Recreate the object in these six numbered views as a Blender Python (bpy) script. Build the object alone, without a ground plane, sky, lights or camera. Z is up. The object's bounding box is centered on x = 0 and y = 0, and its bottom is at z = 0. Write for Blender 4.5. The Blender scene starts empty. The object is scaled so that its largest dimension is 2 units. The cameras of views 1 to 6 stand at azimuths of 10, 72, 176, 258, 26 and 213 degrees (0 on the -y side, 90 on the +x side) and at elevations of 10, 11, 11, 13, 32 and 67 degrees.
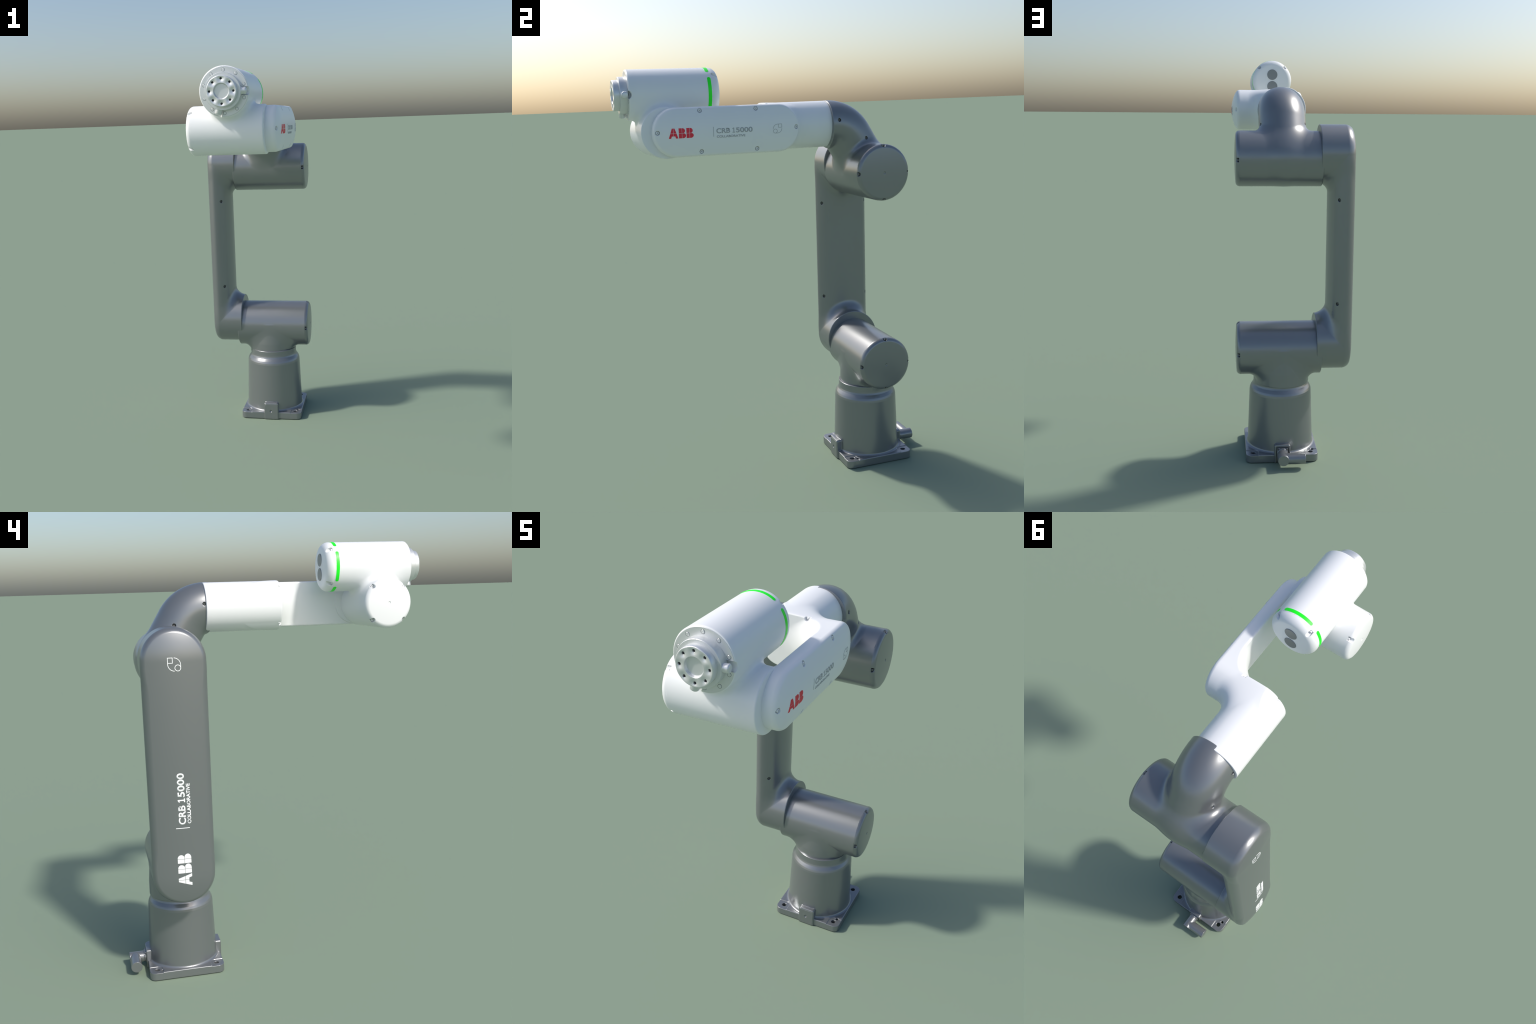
"""Six-axis collaborative robot arm: graphite base / shoulder / upper arm / elbow,
white forearm / wrist with green light band, tool flange, lettering and screws.
Bodies are described as signed-distance solids (cylinders, bends, stadium plates,
filleted together) and meshed; small parts are lathes, extrusions and text."""
import bpy, bmesh, math
import numpy as np
from mathutils import Vector, Matrix

# ------------------------------------------------------------------ materials
def principled(name, color, rough, metallic=0.0, spec=0.5, coat=0.0, grain=0.0, mottled=0.0):
    m = bpy.data.materials.new(name)
    m.use_nodes = True
    nt = m.node_tree
    b = nt.nodes["Principled BSDF"]
    b.inputs["Base Color"].default_value = (*color, 1)
    b.inputs["Roughness"].default_value = rough
    b.inputs["Metallic"].default_value = metallic
    b.inputs["Specular IOR Level"].default_value = spec
    b.inputs["Coat Weight"].default_value = coat
    b.inputs["Coat Roughness"].default_value = 0.15
    tc = nt.nodes.new("ShaderNodeTexCoord")
    if mottled:
        n = nt.nodes.new("ShaderNodeTexNoise")
        n.inputs["Scale"].default_value = 9.0
        n.inputs["Detail"].default_value = 3.0
        nt.links.new(tc.outputs["Object"], n.inputs["Vector"])
        r = nt.nodes.new("ShaderNodeMapRange")
        r.inputs["From Min"].default_value = 0.3
        r.inputs["From Max"].default_value = 0.7
        r.inputs["To Min"].default_value = rough - mottled
        r.inputs["To Max"].default_value = rough + mottled
        nt.links.new(n.outputs["Fac"], r.inputs["Value"])
        nt.links.new(r.outputs["Result"], b.inputs["Roughness"])
    if grain:
        n = nt.nodes.new("ShaderNodeTexNoise")
        n.inputs["Scale"].default_value = 900.0
        nt.links.new(tc.outputs["Object"], n.inputs["Vector"])
        bp = nt.nodes.new("ShaderNodeBump")
        bp.inputs["Strength"].default_value = grain
        bp.inputs["Distance"].default_value = 0.001
        nt.links.new(n.outputs["Fac"], bp.inputs["Height"])
        nt.links.new(bp.outputs["Normal"], b.inputs["Normal"])
    return m

GREY = principled("graphite_paint", (0.272, 0.284, 0.294), 0.29, metallic=0.65)
WHITE = principled("white_paint", (0.86, 0.87, 0.875), 0.34)
FLANGE = principled("flange_metal", (0.74, 0.755, 0.76), 0.36, metallic=0.6)
STEEL = principled("screw_steel", (0.16, 0.165, 0.17), 0.35, metallic=0.7)
PALE = principled("pale_screw", (0.80, 0.81, 0.82), 0.4, metallic=0.0)
SEAM = principled("dark_gap", (0.16, 0.17, 0.18), 0.6)
BORE_SHADE = principled("bore_shadow_black", (0.02, 0.02, 0.022), 0.6)
GREEN = principled("green_light_band", (0.012, 1.0, 0.02), 0.4)
RED = principled("red_print", (0.78, 0.022, 0.050), 0.45)
PRINT_GREY = principled("grey_print", (0.43, 0.445, 0.45), 0.5)
PRINT_WHITE = principled("white_print", (0.93, 0.94, 0.94), 0.45)
PORT = principled("port_plug", (0.27, 0.282, 0.29), 0.35, metallic=0.45)

# ------------------------------------------------------------------ hierarchy
root = bpy.data.objects.new("robot_arm", None)
root.location = (0.061, 0.467, 0.0)
root["label"] = "six-axis collaborative robot arm, graphite lower half, white forearm"
root["category"] = "robot arm"
bpy.context.scene.collection.objects.link(root)
ROOT_INV = Matrix.Translation(root.location).inverted()

def link(ob, parent=None):
    bpy.context.scene.collection.objects.link(ob)
    p = parent or root
    ob.parent = p
    ob.matrix_parent_inverse = ROOT_INV if p is root else Matrix.Identity(4)
    return ob

def mesh_object(name, verts, faces, mat, parent=None, normals=None, smooth=True):
    me = bpy.data.meshes.new(name)
    me.from_pydata([tuple(v) for v in verts], [], [tuple(f) for f in faces])
    me.materials.append(mat)
    me.update()
    if smooth:
        me.polygons.foreach_set("use_smooth", np.ones(len(me.polygons), dtype=bool))
    if normals is not None:
        me.normals_split_custom_set_from_vertices([tuple(n) for n in normals])
    return link(bpy.data.objects.new(name, me), parent)

def smooth_by_angle(me, deg):
    bm = bmesh.new(); bm.from_mesh(me)
    a = math.radians(deg)
    for e in bm.edges:
        e.smooth = (len(e.link_faces) == 2 and e.calc_face_angle(0) < a)
    for f in bm.faces:
        f.smooth = True
    bm.to_mesh(me); bm.free()

# ------------------------------------------------------- signed-distance tools
hyp = np.hypot
def u_round(a, b, r):            # union with a fillet of radius r
    return np.maximum(r, np.minimum(a, b)) - hyp(np.maximum(r - a, 0), np.maximum(r - b, 0))
def i_round(a, b, r):            # intersection with a rounded edge
    return np.minimum(-r, np.maximum(a, b)) + hyp(np.maximum(a + r, 0), np.maximum(b + r, 0))
def cut(a, b, r=0.0015):         # a minus b
    return i_round(a, -b, r)

def cyl(p, axis, c, R, lo, hi, r_lo=0.002, r_hi=0.002):
    """cylinder along axis (0,1,2) through c, from lo to hi with rounded rims"""
    o = [i for i in range(3) if i != axis]
    rad = hyp(p[o[0]] - c[o[0]], p[o[1]] - c[o[1]]) - R
    t = p[axis]
    return i_round(i_round(rad, lo - t, r_lo), t - hi, r_hi)

def rod(p, a, b, R):
    """flat-ended cylinder from point a to point b"""
    a = np.array(a, float); b = np.array(b, float); L = np.linalg.norm(b - a); d = (b - a) / L
    q = [p[i] - a[i] for i in range(3)]
    t = q[0] * d[0] + q[1] * d[1] + q[2] * d[2]
    rad = np.sqrt(np.maximum(q[0]**2 + q[1]**2 + q[2]**2 - t * t, 0)) - R
    return np.maximum(rad, np.maximum(-t, t - L))

def stadium(u, v, u0, v0, u1, v1, R):
    """2D capsule distance"""
    du, dv = u1 - u0, v1 - v0
    h = np.clip(((u - u0) * du + (v - v0) * dv) / (du * du + dv * dv), 0, 1)
    return hyp(u - u0 - h * du, v - v0 - h * dv) - R

def rbox2(u, v, hu, hv, r):
    a = np.abs(u) - hu + r; b = np.abs(v) - hv + r
    return np.minimum(np.maximum(a, b), 0) + hyp(np.maximum(a, 0), np.maximum(b, 0)) - r

def narrow_band(f, X, Y, Z, h, B=6):
    """evaluate f only in blocks the surface can cross; elsewhere keep the sign"""
    sh = X.shape
    V = np.empty(sh)
    nb = [-(-s // B) for s in sh]
    ci = [np.minimum(np.arange(nb[i]) * B + (B - 1) * 0.5, sh[i] - 1) for i in range(3)]
    org = [X[0, 0, 0], Y[0, 0, 0], Z[0, 0, 0]]
    C = np.meshgrid(*[org[i] + ci[i] * h for i in range(3)], indexing="ij")
    fc = f(tuple(C))
    near = np.abs(fc) < B * h * 1.25
    V[...] = np.repeat(np.repeat(np.repeat(fc, B, 0), B, 1), B, 2)[:sh[0], :sh[1], :sh[2]]
    m = np.repeat(np.repeat(np.repeat(near, B, 0), B, 1), B, 2)[:sh[0], :sh[1], :sh[2]]
    V[m] = f((X[m], Y[m], Z[m]))
    return V

def solid(name, f, lo, hi, h, mat, parent=None):
    """mesh the zero surface of f with surface nets, snap to it, shade by its gradient"""
    ax = [np.arange(lo[i], hi[i] + h, h) for i in range(3)]
    X, Y, Z = np.meshgrid(*ax, indexing="ij")
    V = narrow_band(f, X, Y, Z, h)
    ins = V < 0
    n = [s - 1 for s in V.shape]
    cs = np.zeros(n, np.int8)
    for i in (0, 1):
        for j in (0, 1):
            for k in (0, 1):
                cs += ins[i:i + n[0], j:j + n[1], k:k + n[2]]
    act = np.argwhere((cs > 0) & (cs < 8))
    idx = -np.ones(n, np.int64)
    idx[tuple(act.T)] = np.arange(len(act))
    acc = np.zeros((len(act), 3)); cnt = np.zeros(len(act))
    I, J, K = act.T
    for axis in range(3):
        o = [a for a in range(3) if a != axis]
        for s in (0, 1):
            for t in (0, 1):
                off = np.zeros(3, int); off[o[0]] = s; off[o[1]] = t
                off2 = off.copy(); off2[axis] = 1
                va = V[I + off[0], J + off[1], K + off[2]]
                vb = V[I + off2[0], J + off2[1], K + off2[2]]
                m = (va < 0) != (vb < 0)
                w = np.where(m, va / np.where(m, va - vb, 1), 0)
                q = np.tile(off.astype(float), (len(act), 1)); q[:, axis] += w
                acc[m] += q[m]; cnt[m] += 1
    P = np.array(lo) + (act + acc / cnt[:, None]) * h
    def grad(P, e=0.0008):
        g = np.empty_like(P)
        for a in range(3):
            d = np.zeros(3); d[a] = e
            g[:, a] = (f((P + d).T) - f((P - d).T)) / (2 * e)
        return g
    for _ in range(4):
        g = grad(P)
        st = f(P.T)[:, None] * g / np.maximum((g * g).sum(1, keepdims=True), 0.2)
        ln = np.linalg.norm(st, axis=1, keepdims=True)
        P = P - st * np.minimum(1, h * 0.5 / np.maximum(ln, 1e-9))
    N = grad(P, 0.0012); N /= np.maximum(np.linalg.norm(N, axis=1, keepdims=True), 1e-9)
    F = []
    for axis in range(3):
        b, c = (axis + 1) % 3, (axis + 2) % 3
        sl0 = [slice(None)] * 3; sl1 = [slice(None)] * 3
        sl0[axis] = slice(0, -1); sl1[axis] = slice(1, None)
        A, B = ins[tuple(sl0)], ins[tuple(sl1)]
        e = np.argwhere(A != B)
        e = e[(e[:, b] > 0) & (e[:, c] > 0) & (e[:, b] < n[b]) & (e[:, c] < n[c])]
        quad = []
        for db, dc in ((-1, -1), (0, -1), (0, 0), (-1, 0)):
            q = e.copy(); q[:, b] += db; q[:, c] += dc
            quad.append(idx[tuple(q.T)])
        quad = np.stack(quad, 1)
        flip = ~A[tuple(e.T)]
        quad[flip] = quad[flip][:, ::-1]
        F.append(quad)
    F = np.concatenate(F)
    me = bpy.data.meshes.new(name)
    me.vertices.add(len(P)); me.vertices.foreach_set("co", P.ravel())
    me.loops.add(F.size); me.loops.foreach_set("vertex_index", F.ravel().astype(np.int32))
    me.polygons.add(len(F))
    me.polygons.foreach_set("loop_start", np.arange(0, F.size, 4, dtype=np.int32))
    me.update(calc_edges=True); me.validate()
    me.polygons.foreach_set("use_smooth", np.ones(len(me.polygons), dtype=bool))
    me.materials.append(mat)
    me.normals_split_custom_set_from_vertices(N.tolist())
    return link(bpy.data.objects.new(name, me), parent)

# ------------------------------------------------------------- small part tools
def frame_to(direction):
    """rotation taking +Z to direction"""
    return Vector(direction).to_track_quat('Z', 'Y').to_matrix().to_4x4()

def lathe(name, profile, origin, axis, mat, parent=None, seg=96, angle=35):
    """revolve (radius, height) profile round +Z, then point +Z along axis"""
    bm = bmesh.new()
    rings = []
    for r, z in profile:
        if r < 1e-6:
            rings.append([bm.verts.new((0, 0, z))])
        else:
            rings.append([bm.verts.new((r * math.cos(2 * math.pi * i / seg), r * math.sin(2 * math.pi * i / seg), z)) for i in range(seg)])
    for a, b in zip(rings, rings[1:]):
        for i in range(seg):
            j = (i + 1) % seg
            if len(a) == 1: bm.faces.new((a[0], b[j], b[i]))
            elif len(b) == 1: bm.faces.new((a[i], a[j], b[0]))
            else: bm.faces.new((a[i], a[j], b[j], b[i]))
    bmesh.ops.recalc_face_normals(bm, faces=bm.faces)
    bm.transform(Matrix.Translation(origin) @ frame_to(axis))
    me = bpy.data.meshes.new(name); bm.to_mesh(me); bm.free()
    me.materials.append(mat); smooth_by_angle(me, angle)
    return link(bpy.data.objects.new(name, me), parent)

def socket_screw_mesh(mat):
    """cap screw head, +Z outwards, top at z = 0, hexagon socket, radius 1 = 6 mm"""
    R, hgt, hexr, dep = 0.0062, 0.010, 0.0032, 0.004
    bm = bmesh.new(); S = 24
    prof = [(R, -hgt), (R, -0.0012), (R - 0.0012, 0.0)]
    rings = [[bm.verts.new((r * math.cos(2 * math.pi * i / S), r * math.sin(2 * math.pi * i / S), z)) for i in range(S)] for r, z in prof]
    def hexpt(i, z):
        a = 2 * math.pi * i / S; k = (a % (math.pi / 3)) - math.pi / 6
        r = hexr * math.cos(math.pi / 6) / math.cos(k)
        return bm.verts.new((r * math.cos(a), r * math.sin(a), z))
    rings.append([hexpt(i, 0.0) for i in range(S)])
    rings.append([hexpt(i, -dep) for i in range(S)])
    for a, b in zip(rings, rings[1:]):
        for i in range(S):
            j = (i + 1) % S; bm.faces.new((a[i], a[j], b[j], b[i]))
    bm.faces.new(rings[-1])
    bmesh.ops.recalc_face_normals(bm, faces=bm.faces)
    me = bpy.data.meshes.new("screw"); bm.to_mesh(me); bm.free()
    me.materials.append(mat); smooth_by_angle(me, 30)
    return me
SCREW_DARK = socket_screw_mesh(STEEL)
SCREW_PALE = socket_screw_mesh(PALE)

def screw(pos, direction, parent, me, turn=0.0, scale=1.0):
    ob = bpy.data.objects.new("screw", me)
    link(ob, parent)
    ob.matrix_local = Matrix.Translation(pos) @ frame_to(direction) @ Matrix.Rotation(turn, 4, 'Z') @ Matrix.Scale(scale, 4)
    return ob

# =================================================================== parameters
BASE_C = (0.061, 0.467)
SH = dict(x0=-0.1353, x1=0.2890, y=0.4776, z=0.5453, R=0.1326)      # shoulder barrel
EL = dict(x0=-0.1300, x1=0.2905, y=0.4753, z=1.4910, R=0.1333)      # elbow barrel
CAPX = 0.268
HUB_Y, HUB_LO, HUB_HI, HUB_R = 0.4768, 0.5770, 1.5155, 0.1390       # upper arm hubs
FA = dict(x=0.0395, z=1.7237, R=0.1110, y_back=0.2978, y_front=-0.0485)
PL = dict(z=1.7222, R=0.1072, y_back=-0.0402, y_front=-0.4900, x_in=0.2110, x_out=0.2912, crown=2.31, x_screw=0.2745)
J5 = dict(y=-0.5285, z=1.7212, R=0.1120, x0=-0.1365, x1=0.2212)
W = dict(x=0.0612, z=1.8885, R=0.1110, y0=-0.6720, y1=-0.2600)
POCKET_R = 0.0098

def ring_points(cy, cz, r, angles):
    return [(cy + r * math.cos(math.radians(a)), cz + r * math.sin(math.radians(a))) for a in angles]

# ========================================================================= base
HOLE = 0.1431
holes = [(BASE_C[0] + sx * HOLE, BASE_C[1] + sy * HOLE) for sx in (-1, 1) for sy in (-1, 1)]
pins = [(BASE_C[0] + 0.1543, BASE_C[1] - 0.1190), (BASE_C[0] - 0.1543, BASE_C[1] + 0.1190)]
PED_R = [(0.03, 0.1664), (0.06, 0.1655), (0.322, 0.1566), (0.333, 0.1548), (0.343, 0.1508),
         (0.351, 0.1455), (0.358, 0.1405), (0.366, 0.1374), (0.376, 0.1362), (0.42, 0.1358)]
def base_f(p):
    X, Y, Z = p
    x, y = X - BASE_C[0], Y - BASE_C[1]
    plate = i_round(i_round(rbox2(x, y, 0.1795, 0.1788, 0.030), Z - 0.0405, 0.004), -Z, 0.002)
    rho = hyp(x, y)
    R = np.interp(Z, [a for a, _ in PED_R], [b for _, b in PED_R])
    ped = i_round(i_round((rho - R) * 0.93, Z - 0.401, 0.002), 0.01 - Z, 0.001)
    d = u_round(plate, ped, 0.012)
    # cable-entry blocks front and back
    fb = i_round(rbox2(X - 0.0639, Z - 0.025, 0.0427, 0.0735, 0.010), np.maximum(0.2815 - Y, Y - 0.36), 0.004)
    bb = i_round(rbox2(X - 0.0615, Z - 0.025, 0.0395, 0.0685, 0.010), np.maximum(Y - 0.6515, 0.58 - Y), 0.004)
    d = np.minimum(d, np.maximum(fb, -Z)); d = np.minimum(d, np.maximum(bb, -Z))
    rec = rbox2(X - 0.0615, Z - 0.035, 0.0300, 0.0480, 0.006)
    d = cut(d, np.maximum(rec, 0.6435 - Y), 0.002)
    d = cut(d, np.sqrt((X - 0.0613)**2 + (Y - 0.2775)**2 + (Z - 0.0495)**2) - 0.0085, 0.001)
    for hx, hy in holes:
        sx, sy = (1 if hx > BASE_C[0] else -1), (1 if hy > BASE_C[1] else -1)
        pad = i_round(-(sx * (X - hx) + 0.0262), -(sy * (Y - hy) + 0.0262), 0.022)
        d = cut(d, np.maximum(np.maximum(pad, 0.0375 - Z), rho * 0 + Z - 0.06), 0.0006)
        d = cut(d, hyp(X - hx, Y - hy) - 0.0118, 0.001)
    for hx, hy in pins:
        d = cut(d, hyp(X - hx, Y - hy) - 0.0068, 0.0008)
    return d
base = solid("base", base_f, (-0.13, 0.27, -0.006), (0.25, 0.665, 0.415), 0.0028, GREY)

def connector_f(p):
    X, Y, Z = p
    a = rod(p, (0.0614, 0.640, 0.0470), (0.0614, 0.7318, 0.0470), 0.0266)
    b = rod(p, (0.0614, 0.7045, 0.0462), (-0.0478, 0.7045, 0.0462), 0.0266)
    neck = rod(p, (0.0614, 0.640, 0.050), (0.0614, 0.662, 0.050), 0.0285)
    sq = np.maximum(rbox2(X - 0.0615, Z - 0.052, 0.0265, 0.0265, 0.004), np.maximum(Y - 0.6555, 0.635 - Y))
    return np.minimum(np.minimum(a, b), np.minimum(sq, neck))
solid("cable_connector", connector_f, (-0.06, 0.63, 0.005), (0.10, 0.745, 0.095), 0.0022, GREY, base)
for dx in (-0.021, 0.021):
    screw((0.0615 + dx, 0.6590, 0.0735), (0, 1, 0), base, SCREW_DARK, 0.3, 0.75)
# thin cover on the front block
def cover_f(p):
    X, Y, Z = p
    s = rbox2(X - 0.0639, Z - 0.046, 0.0375, 0.0455, 0.008)
    d = i_round(s, np.maximum(0.2806 - Y, Y - 0.2835), 0.0008)
    return cut(d, np.sqrt((X - 0.0613)**2 + (Y - 0.2765)**2 + (Z - 0.0495)**2) - 0.0085, 0.0008)
solid("cover_plate", cover_f, (0.02, 0.275, -0.003), (0.108, 0.288, 0.096), 0.0011, GREY, base)

# ===================================================================== shoulder
CAP_ANG = (0, 90, 180, 270)
def barrel_pockets(d, B, deep=0.020):
    X, Y, Z = d[1]
    f = d[0]
    for y, z in ring_points(B['y'], B['z'], B['R'] - 0.0035, CAP_ANG):
        f = cut(f, np.maximum(hyp(Y - y, Z - z) - POCKET_R, (B['x1'] - deep) - X), 0.0008)
    return f
def shoulder_f(p):
    c = (0, SH['y'], SH['z'])
    barrel = cyl(p, 0, c, SH['R'], SH['x0'], CAPX + 0.02, 0.003, 0.0008)
    R = np.interp(p[2], [0.38, 0.44, 0.54], [0.1370, 0.1362, 0.1285])
    neck = i_round(i_round(hyp(p[0] - 0.0562, p[1] - SH['y']) - R, 0.3748 - p[2], 0.002), p[2] - 0.56, 0.002)
    front = np.clip(np.abs(p[1] - SH['y']) / 0.138, 0, 1)**2
    d = u_round(barrel, neck, (0.022 + 0.14 * front * (1 - front)) * (1 - front**3) + 0.001)
    d = np.maximum(d, p[0] - CAPX)
    d = np.maximum(np.maximum(d, SH['x0'] - p[0]), 0.3748 - p[2])
    return barrel_pockets((d, p), SH)
shoulder = solid("shoulder", shoulder_f, (-0.15, 0.32, 0.36), (0.285, 0.635, 0.69), 0.003, GREY)

def barrel_cap(B, parent, x_start=CAPX):
    def f(p):
        rho = hyp(p[1] - B['y'], p[2] - B['z'])
        q = (p[0] + 0.0045 * (rho / 0.11)**2, p[1], p[2])
        d = cyl(q, 0, (0, B['y'], B['z']), B['R'] - 0.0002, x_start - 0.003, B['x1'], 0.0008, 0.018)
        d = cut(d, np.maximum(hyp(p[1] - B['y'], p[2] - B['z']) - 0.0055, B['x1'] - 0.002 - p[0]), 0.0006)
        return barrel_pockets((d, p), B)
    cap = solid("end_cap", f, (x_start - 0.008, B['y'] - 0.14, B['z'] - 0.14), (B['x1'] + 0.005, B['y'] + 0.14, B['z'] + 0.14), 0.0025, GREY, parent)
    for y, z in ring_points(B['y'], B['z'], B['R'] - 0.0088, CAP_ANG):
        screw((B['x1'] - 0.0120, y, z), (1, 0, 0), parent, SCREW_DARK, 0.2, 0.85)
    return cap
barrel_cap(SH, shoulder)

# ==================================================================== upper arm
ARM_X0, ARM_X1, ARM_B = -0.2938, -0.1640, 0.1412
arm_screws = [(-0.2050, HUB_Y + s * 0.1215, z, s) for s in (-1, 1) for z in (1.3025, 0.7945)]
def upper_arm_f(p):
    X, Y, Z = p
    side = stadium(Y, Z, HUB_Y, HUB_LO, HUB_Y, HUB_HI, ARM_B)
    crown = np.maximum(side + ARM_B, 0) / ARM_B          # 0 on the core line, 1 at the rim
    inner = (X - (ARM_X1 - 0.040 * np.clip(crown, 0, 1.05)**2)) * 0.88
    d = i_round(side, inner, 0.045)
    # hubs; their fillets run out towards the sides where hub and arm are flush
    for zc, x_end, r0, up in ((HUB_LO, -0.1080, 0.058, 1), (HUB_HI, -0.1180, 0.052, -1)):
        hub = cyl(p, 0, (0, HUB_Y, zc), HUB_R + 0.0008, -0.40, x_end, 0.002, 0.0025)
        w = np.clip(up * (Z - zc) / np.maximum(hyp(Y - HUB_Y, Z - zc), 1e-4), 0, 1)
        d = u_round(d, hub, r0 * w**1.2 + 0.0005)
        d = np.maximum(d, np.where(up * (Z - (HUB_LO + HUB_HI) / 2) < 0, X - x_end, -1.0))
    outer = ((ARM_X0 + 0.023 * np.clip(crown, 0, 1.05)**2) - X) * 0.95
    d = i_round(d, outer, 0.032)
    for sx, syy, sz, s in arm_screws:
        d = cut(d, rod(p, (sx - 0.010, syy - s * 0.010, sz), (sx + 0.05, syy + s * 0.05, sz), 0.0078), 0.0008)
    return d
upper_arm = solid("upper_arm", upper_arm_f, (-0.30, 0.322, 0.425), (-0.10, 0.626, 1.668), 0.0032, GREY)
for sx, syy, sz, s in arm_screws:
    screw((sx - 0.001, syy - s * 0.001, sz), (0.7, 0.7 * s, 0), upper_arm, SCREW_DARK, 0.4)

# ======================================================================== elbow
ELX = 0.0545
BEND_Y, BEND_Z, BEND_R, TUBE_R = 0.285, 1.5900, 0.1300, 0.1150
BEND_END = math.radians(31)
elbow_screws = [(0.1610, 0.3048, 1.7413, 1), (0.1585, 0.4436, 1.6512, 1), (-0.0520, 0.3050, 1.7413, -1), (-0.0500, 0.4420, 1.6525, -1)]
def elbow_f(p):
    X, Y, Z = p
    x = X - ELX
    a, b = Y - BEND_Y, Z - BEND_Z
    ang = np.arctan2(b, a)
    arc = hyp(x, hyp(a, b) - BEND_R)
    front = hyp(x, b - BEND_R)
    ey, ez = BEND_R * math.cos(BEND_END), BEND_R * math.sin(BEND_END)
    ty, tz = math.sin(BEND_END), -math.cos(BEND_END)
    t = np.clip((a - ey) * ty + (b - ez) * tz, 0, 0.19)
    down = np.sqrt(x * x + (a - ey - t * ty)**2 + (b - ez - t * tz)**2)
    along = (a - ey) * ty + (b - ez) * tz
    path = np.where(along > 0, down, np.where(a < 0, front, arc))
    tube = path - TUBE_R
    tube = i_round(tube, 0.2740 - Y, 0.003)
    tube = i_round(tube, -((Y - 0.274) * 1.6 + (Z - 1.6220)) / 1.887, 0.004)
    barrel = cyl(p, 0, (0, EL['y'], EL['z']), EL['R'], EL['x0'], CAPX + 0.02, 0.003, 0.0008)
    d = u_round(barrel, tube, 0.032)
    d = np.maximum(np.maximum(d, X - CAPX), EL['x0'] - X)
    for sx, sy, sz, s in elbow_screws:
        d = cut(d, rod(p, (sx - s * 0.004, sy, sz), (sx + s * 0.05, sy, sz), 0.0075), 0.0008)
    return barrel_pockets((d, p), EL)
elbow = solid("elbow", elbow_f, (-0.145, 0.262, 1.345), (0.285, 0.625, 1.85), 0.0031, GREY)
barrel_cap(EL, elbow)
for sx, sy, sz, s in elbow_screws:
    screw((sx - s * 0.0005, sy, sz), (s, 0, 0), elbow, SCREW_DARK, 0.1, 0.9)

# ====================================================================== forearm
plate_screws = [(-0.1396, 1.8110), (-0.3916, 1.8110), (-0.5782, 1.7240), (0.0471, 1.7236), (-0.3915, 1.6370), (-0.1398, 1.6371)]
tube_screws = [(-0.0365, 1.8030), (-0.0365, 1.6445), (0.1322, 1.8250), (0.1322, 1.6195)]
def forearm_f(p):
    X, Y, Z = p
    tube = cyl(p, 1, (FA['x'], 0, FA['z']), FA['R'], -0.11, FA['y_back'], 0.002, 0.003)
    side = stadium(Y, Z, PL['y_back'], PL['z'], PL['y_front'], PL['z'], PL['R'])
    face = (X - (PL['x_out'] - PL['crown'] * np.clip(side + PL['R'], 0, PL['R'] + 0.01)**2)) * 0.92
    plate = i_round(side, face, 0.012)
    plate = np.maximum(plate, 0.03 - X)
    flush = np.clip(np.abs(Z - FA['z']) / 0.113, 0, 1)
    d = u_round(tube, plate, (0.056 + 0.045 * flush**2) * (1 - flush**10) + 0.001)
    q = np.clip((X - FA['x']) / 0.12, 0, 1)
    d = i_round(d, np.abs(Z - (FA['z'] + (PL['z'] - FA['z']) * q)) - (FA['R'] + (PL['R'] - FA['R']) * q) - 0.005, 0.012)
    d = np.maximum(d, np.where(X > 0.2, face, -1.0))
    # the space in front of the tube end, with a big inside corner
    mid = 1 - np.clip(np.abs(Z - PL['z']) / 0.107, 0, 1)**2
    rx, ry = 0.080 + 0.105 * mid, 0.114 + 0.055 * mid
    void = i_round(Y - FA['y_front'], (X - PL['x_in']) * ry / rx, ry) * rx / ry
    d = i_round(d, -void, 0.010)
    seat = cyl(p, 0, (0, PL['y_front'] + 0.002, PL['z']), 0.1015, 0.2065, 0.23, 0.0015, 0.001)
    d = np.minimum(d, seat)
    for y, z in plate_screws:
        d = cut(d, np.maximum(hyp(Y - y, Z - z) - 0.0092, PL['x_screw'] - 0.010 - X), 0.0008)
    for x, z in tube_screws:
        d = cut(d, np.maximum(hyp(X - x, Z - z) - 0.0095, np.maximum(Y - FA['y_front'] - 0.012, -0.075 - Y)), 0.0008)
    return d
forearm = solid("forearm", forearm_f, (-0.082, -0.610, 1.605), (0.300, 0.308, 1.845), 0.003, WHITE)
for y, z in plate_screws:
    screw((PL['x_screw'] - 0.0022, y, z), (1, 0, 0), forearm, SCREW_PALE, 0.15, 1.08)
for x, z in tube_screws:
    zz = z - 0.004 if z > FA['z'] else z + 0.004
    screw((x, FA['y_front'] + 0.007, zz), (0, -1, 0), forearm, SCREW_PALE, 0.15)

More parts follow.
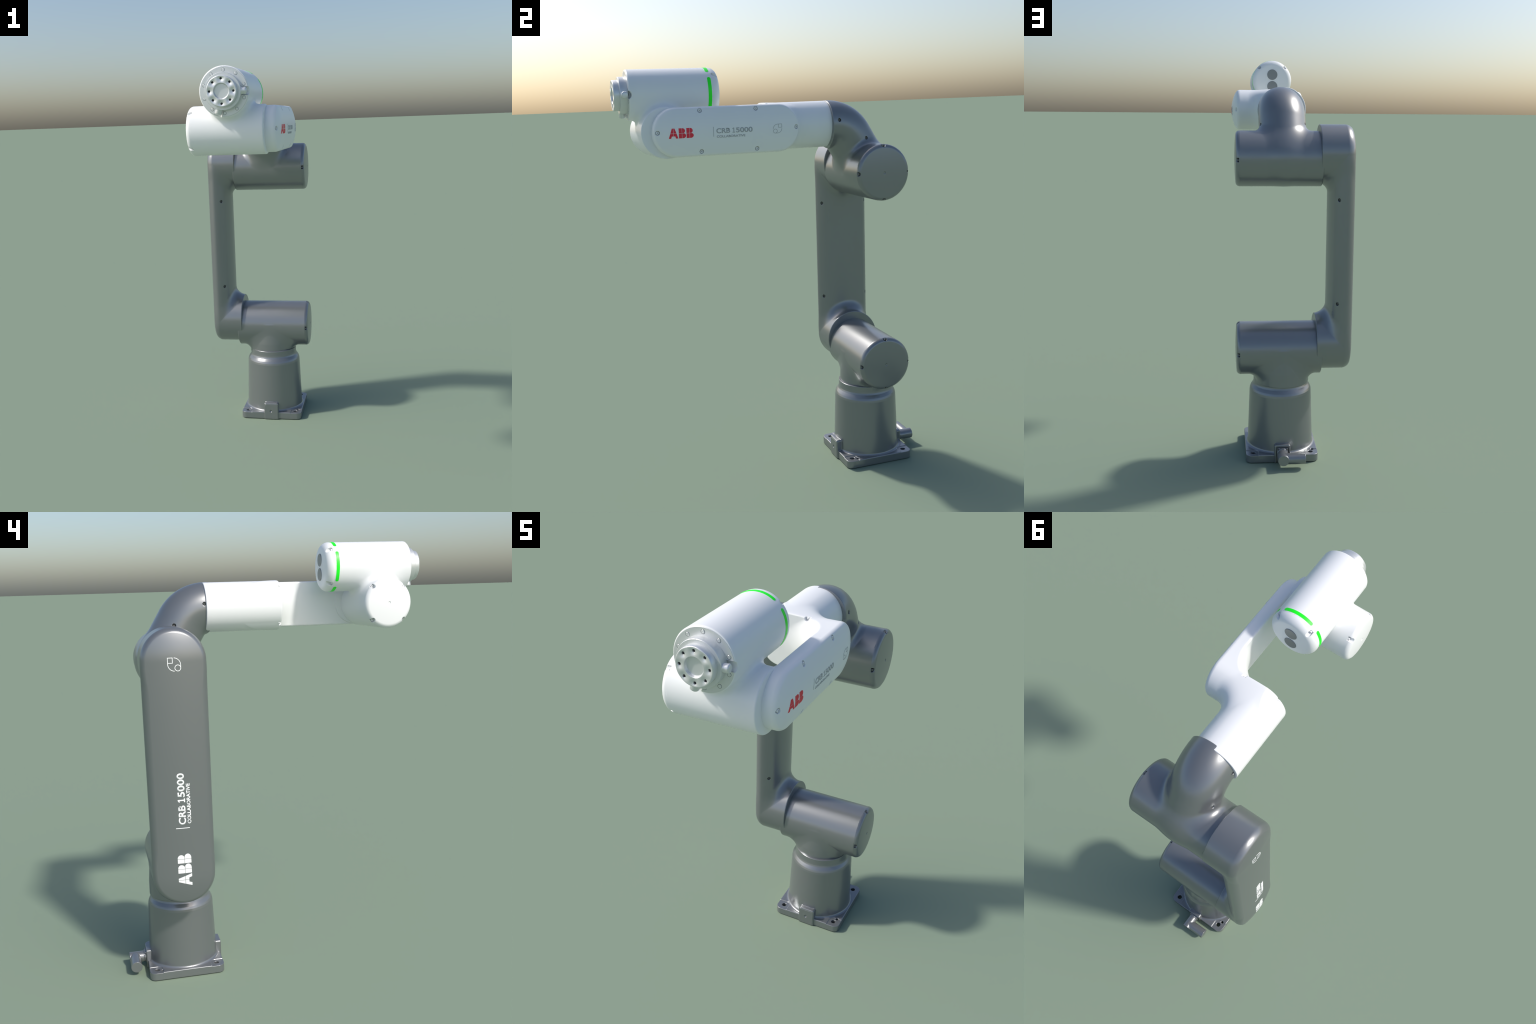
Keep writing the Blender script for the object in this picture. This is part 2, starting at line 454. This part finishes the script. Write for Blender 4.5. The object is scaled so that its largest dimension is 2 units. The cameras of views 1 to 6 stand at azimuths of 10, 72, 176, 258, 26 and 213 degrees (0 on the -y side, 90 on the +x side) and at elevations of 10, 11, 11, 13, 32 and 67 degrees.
# ======================================================================== wrist
WCOVER_Y, JCAP_X = -0.3020, -0.1070
WR_ANG = (45, 135, 225, 315)
stubs = [(0.0, 1.0), (-106.0, 1.0)]
STUB_Y = -0.6890
def rear_pockets(d, p):
    X, Y, Z = p
    for a in WR_ANG:
        x = W['x'] + 0.1035 * math.cos(math.radians(a)); z = W['z'] + 0.1035 * math.sin(math.radians(a))
        d = cut(d, np.maximum(hyp(X - x, Z - z) - 0.0095, -0.2985 - Y), 0.0008)
    return d
def j5_pockets(d, p):
    X, Y, Z = p
    for a in WR_ANG:
        y = J5['y'] + 0.1055 * math.cos(math.radians(a)); z = J5['z'] + 0.1055 * math.sin(math.radians(a))
        d = cut(d, np.maximum(hyp(Y - y, Z - z) - 0.0095, X + 0.1045), 0.0008)
    return d
def wrist_f(p):
    X, Y, Z = p
    cross = cyl(p, 0, (0, J5['y'], J5['z']), J5['R'], JCAP_X - 0.02, J5['x1'], 0.0006, 0.005)
    tool = cyl(p, 1, (W['x'], 0, W['z']), W['R'], W['y0'], WCOVER_Y + 0.02, 0.005, 0.0006)
    d = u_round(cross, tool, 0.030)
    d = np.maximum(np.maximum(d, Y - WCOVER_Y), JCAP_X - X)
    d = np.maximum(d, W['y0'] - Y)
    for a, _ in stubs:
        c, s = math.cos(math.radians(a)), math.sin(math.radians(a))
        d = cut(d, rod(p, (W['x'] + 0.07 * c, -0.679, W['z'] + 0.07 * s), (W['x'] + 0.13 * c, -0.679, W['z'] + 0.13 * s), 0.0185), 0.001)
    return j5_pockets(rear_pockets(d, p), p)
wrist = solid("wrist", wrist_f, (-0.125, -0.68, 1.60), (0.232, -0.29, 2.007), 0.003, WHITE)

def rear_cover_f(p):
    X, Y, Z = p
    q = (X, Y + 0.007 * (hyp(X - W['x'], Z - W['z']) / 0.09)**2, Z)
    d = np.maximum(cyl(q, 1, (W['x'], 0, W['z']), W['R'] - 0.0002, -1.0, W['y1'], 0.0006, 0.028), WCOVER_Y - 0.003 - Y)
    pad = stadium(X, Z, W['x'], W['z'] - 0.0320, W['x'], W['z'] + 0.0320, 0.0390)
    d = cut(d, np.maximum(pad, W['y1'] - 0.0020 - Y), 0.0012)
    return rear_pockets(d, p)
solid("rear_cover", rear_cover_f, (-0.06, -0.308, 1.77), (0.182, -0.252, 2.006), 0.0026, WHITE, wrist)
for dz in (0.0321, -0.0321):
    lathe("port_plug", [(0.0, 0.0024), (0.0275, 0.0024), (0.0290, 0.0010), (0.0290, -0.002)],
          (W['x'], W['y1'] - 0.0020, W['z'] + dz), (0, 1, 0), PORT, wrist, 48)
for a in WR_ANG:
    screw((W['x'] + 0.1015 * math.cos(math.radians(a)), -0.2915, W['z'] + 0.1015 * math.sin(math.radians(a))), (0, 1, 0), wrist, SCREW_PALE, 0.2)

def j5_cap_f(p):
    rho = hyp(p[1] - J5['y'], p[2] - J5['z'])
    q = (p[0] - 0.0055 * (rho / 0.09)**2, p[1], p[2])
    d = cyl(q, 0, (0, J5['y'], J5['z']), J5['R'] - 0.0002, J5['x0'], JCAP_X + 0.003, 0.018, 0.0006)
    d = cut(d, np.maximum(hyp(p[1] - J5['y'], p[2] - J5['z']) - 0.0055, p[0] - J5['x0'] - 0.002), 0.0006)
    return j5_pockets(d, p)
solid("end_cap", j5_cap_f, (-0.143, J5['y'] - 0.12, J5['z'] - 0.12), (-0.098, J5['y'] + 0.12, J5['z'] + 0.12), 0.0026, WHITE, wrist)
for a in WR_ANG:
    screw((-0.1125, J5['y'] + 0.1030 * math.cos(math.radians(a)), J5['z'] + 0.1030 * math.sin(math.radians(a))), (-1, 0, 0), wrist, SCREW_PALE, 0.2)

# green light band: four arcs with round ends lying on the barrel
def light_band(centre_deg):
    hw, half, R = 0.0078, math.radians(36.6), W['R'] + 0.0007
    n_t, n_w = 60, 10
    verts, faces = [], []
    for lay, rr in enumerate((R, R - 0.004)):
        for i in range(n_t + 1):
            t = -half + 2 * half * i / n_t
            d_end = (half - abs(t)) * R
            w = hw if d_end > hw else math.sqrt(max(hw * hw - (hw - d_end)**2, 0.0))
            for j in range(n_w + 1):
                y = -0.3149 + w * (2 * j / n_w - 1)
                a = math.radians(centre_deg) + t
                verts.append((W['x'] + rr * math.cos(a), y, W['z'] + rr * math.sin(a)))
    def vid(l, i, j): return l * (n_t + 1) * (n_w + 1) + i * (n_w + 1) + j
    for i in range(n_t):
        for j in range(n_w):
            faces.append((vid(0, i, j), vid(0, i + 1, j), vid(0, i + 1, j + 1), vid(0, i, j + 1)))
        for j in (0, n_w):
            faces.append((vid(0, i, j), vid(1, i, j), vid(1, i + 1, j), vid(0, i + 1, j)))
    ob = mesh_object("light_band", verts, faces, GREEN, wrist)
    bm = bmesh.new(); bm.from_mesh(ob.data)
    bmesh.ops.remove_doubles(bm, verts=bm.verts, dist=1e-5)
    bmesh.ops.recalc_face_normals(bm, faces=bm.faces)
    bm.to_mesh(ob.data); bm.free(); smooth_by_angle(ob.data, 40)
for c in (0, 90, 180, 270):
    light_band(c)

# ================================================================== tool flange
FC = Vector((W['x'] + 0.0004, 0, W['z'] + 0.0002))
flange = lathe("tool_flange", [(0.0, 0.0), (0.0803, 0.0), (0.0803, 0.0330), (0.0790, 0.0345), (0.0, 0.0345)],
               (FC.x, W['y0'] + 0.0005, FC.z), (0, -1, 0), FLANGE, None, 96)
def collar_f(p):
    X, Y, Z = p
    rho = hyp(X - W['x'], Z - W['z'])
    d = i_round(rho - (W['R'] - 0.0035), np.maximum((W['y0'] - 0.0012) - Y, Y - (W['y0'] + 0.006)), 0.001)
    for a, _ in stubs:
        c, s = math.cos(math.radians(a)), math.sin(math.radians(a))
        d = cut(d, rod(p, (W['x'] + 0.07 * c, -0.679, W['z'] + 0.07 * s), (W['x'] + 0.13 * c, -0.679, W['z'] + 0.13 * s), 0.0185), 0.0008)
    return np.maximum(d, 0.06 - rho)
solid("flange_collar", collar_f, (-0.052, -0.676, 1.775), (0.174, -0.663, 2.002), 0.0019, FLANGE, flange)
def flange_disc():
    """mounting disc: flat face rippled to model its uneven shading, eight bores, round recess"""
    nt, R = 320, 0.0668
    y_back, y_face = -0.7055, -0.7325
    radii = np.concatenate([np.linspace(0.0, 0.0285, 6), np.linspace(0.0295, 0.0345, 8), np.linspace(0.0355, 0.0640, 50), np.linspace(0.0646, R, 6)])
    th = np.arange(nt) * 2 * np.pi / nt
    verts, faces = [], []
    def depth(r, t):
        x, z = r * np.cos(t), r * np.sin(t)
        d = 0.0
        if r < 0.0345:
            s = min(max((0.0345 - r) / 0.0045, 0), 1); d += 0.0095 * (s * s * (3 - 2 * s))
        ringw = math.exp(-((r - 0.0510) / 0.0105)**2)
        d += 0.0042 * ringw * (0.5 + 0.5 * math.cos(8 * t))
        if r > 0.0625:
            q = (r - 0.0625) / (R - 0.0625); d += (R - 0.0625) * (1 - math.sqrt(max(1 - q * q, 0)))
        k = round(t / (np.pi / 4)) * np.pi / 4
        e = math.hypot(x - 0.0530 * math.cos(k), z - 0.0530 * math.sin(k))
        if e < 0.0052:
            s = min((0.0052 - e) / 0.0009, 1.0); d += 0.014 * s
        return d
    for r in radii:
        for t in th:
            verts.append((FC.x + r * math.cos(t), y_face + depth(r, t), FC.z + r * math.sin(t)))
    for t in th:
        verts.append((FC.x + R * math.cos(t), y_back, FC.z + R * math.sin(t)))
    for i in range(len(radii)):
        for j in range(nt):
            k = (j + 1) % nt
            faces.append((i * nt + j, i * nt + k, (i + 1) * nt + k, (i + 1) * nt + j))
    ob = mesh_object("mounting_disc", verts, faces, FLANGE, flange)
    bm = bmesh.new(); bm.from_mesh(ob.data)
    bmesh.ops.remove_doubles(bm, verts=bm.verts, dist=1e-6)
    bmesh.ops.recalc_face_normals(bm, faces=bm.faces)
    bm.to_mesh(ob.data); bm.free(); smooth_by_angle(ob.data, 50)
flange_disc()
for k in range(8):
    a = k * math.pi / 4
    lathe("bore_shadow_disc", [(0.0, 0.0), (0.0044, 0.0), (0.0044, -0.0050)], (FC.x + 0.053 * math.cos(a), -0.7255, FC.z + 0.053 * math.sin(a)), (0, -1, 0), BORE_SHADE, flange, 20)  # black disc painted for the darkness deep in each hole
for k in range(10):
    a = math.radians(90 + 36 * k)
    c = (FC.x + 0.0925 * math.cos(a), W['y0'] - 0.0012, FC.z + 0.0925 * math.sin(a))
    lathe("bolt_dark_ring", [(0.0, 0.0004), (0.0074, 0.0004), (0.0074, -0.001)], c, (0, -1, 0), SEAM, flange, 32)
    lathe("bolt_head", [(0.0, 0.0010), (0.0056, 0.0010), (0.0064, 0.0003), (0.0064, -0.001)], c, (0, -1, 0), FLANGE, flange, 32)
for a, _ in stubs:
    c, s = math.cos(math.radians(a)), math.sin(math.radians(a))
    R = 0.0155
    lathe("connector_stub", [(R, 0.0), (R, 0.0245), (R * 0.95, 0.0272), (R * 0.80, 0.0292), (R * 0.5, 0.0302), (0, 0.0305)],
          (FC.x + 0.072 * c, STUB_Y, FC.z + 0.072 * s), (c, 0, s), FLANGE, flange, 40, 60)

# ==================================================================== lettering
def text_polys(body, bold):
    """text as a flat mesh in the unit box: u right, v up"""
    cu = bpy.data.curves.new("lettering_source", 'FONT')
    cu.body = body; cu.size = 1.0; cu.offset = bold; cu.resolution_u = 6
    ob = bpy.data.objects.new("lettering_source", cu)
    bpy.context.scene.collection.objects.link(ob)
    dg = bpy.context.evaluated_depsgraph_get()
    me = bpy.data.meshes.new_from_object(ob.evaluated_get(dg))
    bpy.data.objects.remove(ob); bpy.data.curves.remove(cu)
    bm = bmesh.new(); bm.from_mesh(me); bpy.data.meshes.remove(me)
    return bm

def normalise(bm):
    us = [v.co.x for v in bm.verts]; vs = [v.co.y for v in bm.verts]
    u0, u1, v0, v1 = min(us), max(us), min(vs), max(vs)
    for v in bm.verts:
        v.co = Vector(((v.co.x - u0) / (u1 - u0), (v.co.y - v0) / (v1 - v0), 0))

def place(name, bm, u_rng, v_rng, mapping, mat, parent, thick=0.0006):
    """scale a unit-box mesh to the given ranges, lay it on a surface through mapping(u, v, height)"""
    bm.normal_update()
    bmesh.ops.triangulate(bm, faces=bm.faces)
    for _ in range(2):
        long = [e for e in bm.edges if e.calc_length() > 0.12]
        if long: bmesh.ops.subdivide_edges(bm, edges=long, cuts=1)
    bmesh.ops.triangulate(bm, faces=bm.faces)
    geo = bmesh.ops.extrude_face_region(bm, geom=list(bm.faces))
    top = {v for v in geo["geom"] if isinstance(v, bmesh.types.BMVert)}
    vl = list(bm.verts)
    co = np.array([v.co[:] for v in vl])
    hgt = np.array([thick if v in top else -0.001 for v in vl])
    xyz = mapping(u_rng[0] + co[:, 0] * (u_rng[1] - u_rng[0]), v_rng[0] + co[:, 1] * (v_rng[1] - v_rng[0]), hgt)
    for v, c in zip(vl, np.stack(xyz, 1)):
        v.co = Vector(c)
    bmesh.ops.recalc_face_normals(bm, faces=bm.faces)
    me = bpy.data.meshes.new(name); bm.to_mesh(me); bm.free()
    me.materials.append(mat)
    return link(bpy.data.objects.new(name, me), parent)

def poly(bm, pts):
    f = bm.faces.new([bm.verts.new((x, y, 0)) for x, y in pts])
    return f

def block_logo():
    """three block letters, each split by a thin cross; returned in a unit box"""
    bm = bmesh.new(); g = 0.011
    def arcpts(cx, cy, rx, ry, a0, a1, n=12):
        return [(cx + rx * math.cos(math.radians(a0 + (a1 - a0) * i / n)), cy + ry * math.sin(math.radians(a0 + (a1 - a0) * i / n))) for i in range(n + 1)]
    # letter A: width 0..0.375, split at x=.19 and y=.49
    s, m, ft = 0.188, 0.49, 0.22
    gx, gy = 0.006, 0.014
    def left(y): return 0.135 * y / 1.0
    for sg in (-1, 1):
        X = (lambda x: x) if sg < 0 else (lambda x: 2 * s - x)
        poly(bm, [(X(left(m + gy)), m + gy), (X(s - gx), m + gy), (X(s - gx), 1.0), (X(left(1.0)), 1.0)])
        poly(bm, [(X(0.0), 0.0), (X(0.092), 0.0), (X(0.092 + 0.030), ft), (X(s - gx), ft), (X(s - gx), m - gy), (X(left(m - gy)), m - gy)])
    # two letters B
    for x0 in (0.402, 0.712):
        sp = x0 + 0.128
        poly(bm, [(x0, 0), (sp - gx, 0), (sp - gx, m - gy), (x0, m - gy)])
        poly(bm, [(x0, m + gy), (sp - gx, m + gy), (sp - gx, 1), (x0, 1)])
        low = arcpts(x0 + 0.165, 0.255, 0.123, 0.255, -90, 66)
        poly(bm, [(sp + gx, 0)] + low + [(x0 + 0.215, m - gy), (sp + gx, m - gy)])
        up = arcpts(x0 + 0.150, 0.745, 0.105, 0.255, -58, 90)
        poly(bm, [(sp + gx, m + gy), (x0 + 0.195, m + gy)] + up + [(sp + gx, 1)])
    return bm

def stroke(bm, pts, w, closed=False):
    n = len(pts); L, R = [], []
    for i in range(n):
        a = Vector(pts[i - 1]) if (i or closed) else Vector(pts[0])
        b = Vector(pts[(i + 1) % n]) if (i < n - 1 or closed) else Vector(pts[-1])
        p = Vector(pts[i]); d = (b - a).normalized(); q = Vector((-d.y, d.x))
        d1 = (p - a).normalized() if (p - a).length > 1e-9 else d
        kk = w / 2 / max(abs(Vector((-d1.y, d1.x)).dot(q)), 0.5)
        L.append(bm.verts.new((*(p + q * kk), 0))); R.append(bm.verts.new((*(p - q * kk), 0)))
    for i in range(n if closed else n - 1):
        j = (i + 1) % n
        bm.faces.new((L[i], R[i], R[j], L[j]))

def emblem():
    """line emblem: a square and a circle on opposite corners of a round-cornered path"""
    bm = bmesh.new(); w = 0.044
    arc = lambda cx, cy, r, a0, a1, n=14: [(cx + r * math.cos(math.radians(a0 + (a1 - a0) * i / n)), cy + r * math.sin(math.radians(a0 + (a1 - a0) * i / n))) for i in range(n + 1)]
    stroke(bm, [(0.60, 0.97), (0.97, 0.97), (0.97, 0.62), (0.60, 0.62)], w, True)
    stroke(bm, arc(0.53, 0.47, 0.50, 178, 90) + [(0.58, 0.97)], w)
    stroke(bm, arc(0.25, 0.245, 0.215, 0, 345, 28), w, True)
    stroke(bm, [(0.25, 0.03), (0.47, 0.03)] + arc(0.47, 0.53, 0.50, -90, -2)[1:], w)
    return bm

def marking(parent, mapping, logo_mat, text_mat, logo, line, name_box, sub_box, emb, bold):
    place("lettering", block_logo(), logo[0], logo[1], mapping, logo_mat, parent)
    bm = bmesh.new(); poly(bm, [(0, 0), (1, 0), (1, 1), (0, 1)])
    place("divider_line", bm, line[0], line[1], mapping, text_mat, parent)
    u0, u1 = name_box[0]
    part = lambda a, b: ((u0 + a * (u1 - u0), u0 + b * (u1 - u0)), name_box[1])
    bm = bmesh.new()      # figure one with a flag and a foot
    poly(bm, [(0.0, 0.0), (1.0, 0.0), (1.0, 0.16), (0.70, 0.16), (0.70, 1.0), (0.42, 1.0), (0.02, 0.86), (0.02, 0.70), (0.36, 0.78), (0.36, 0.16), (0.0, 0.16)])
    place("lettering", bm, *part(0.440, 0.512), mapping, text_mat, parent)
    for body, box, b in (("CRB", part(0, 0.375), bold), ("5000", part(0.536, 1), bold), ("COLLABORATIVE", sub_box, bold)):
        bm = text_polys(body, b); normalise(bm)
        place("lettering", bm, box[0], box[1], mapping, text_mat, parent)
    place("emblem", emblem(), emb[0], emb[1], mapping, text_mat, parent)

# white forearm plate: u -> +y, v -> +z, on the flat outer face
def plate_map(u, v, h):
    rho = stadium(u, v, PL['y_back'], PL['z'], PL['y_front'], PL['z'], 0.0)
    return (PL['x_out'] - PL['crown'] * rho**2 + h, u, v)
marking(forearm, plate_map, RED, PRINT_GREY,
        ((-0.5345, -0.4270), (1.6983, 1.7405)), ((-0.3400, -0.3380), (1.6983, 1.7403)),
        ((-0.3268, -0.1632), (1.7115, 1.7333)), ((-0.3258, -0.1970), (1.6930, 1.7030)),
        ((-0.0690, -0.0262), (1.6992, 1.7407)), 0.026)

# graphite upper arm: u -> +z, v -> +y, found on the curved outer face
def arm_map(u, v, h):
    lo, hi = np.full(len(u), -0.31), np.full(len(u), -0.24)
    for _ in range(26):
        m = (lo + hi) / 2
        inside = upper_arm_f((m, v, u)) < 0
        hi = np.where(inside, m, hi); lo = np.where(inside, lo, m)
    return (hi - h, v, u)
marking(upper_arm, arm_map, PRINT_WHITE, PRINT_WHITE,
        ((0.5343, 0.6830), (0.4478, 0.5072)), ((0.7990, 0.8018), (0.4475, 0.5075)),
        ((0.8160, 1.0445), (0.4622, 0.4940)), ((0.8190, 0.9975), (0.4395, 0.4560)),
        ((1.4765, 1.5345), (0.4505, 0.5075)), 0.028)
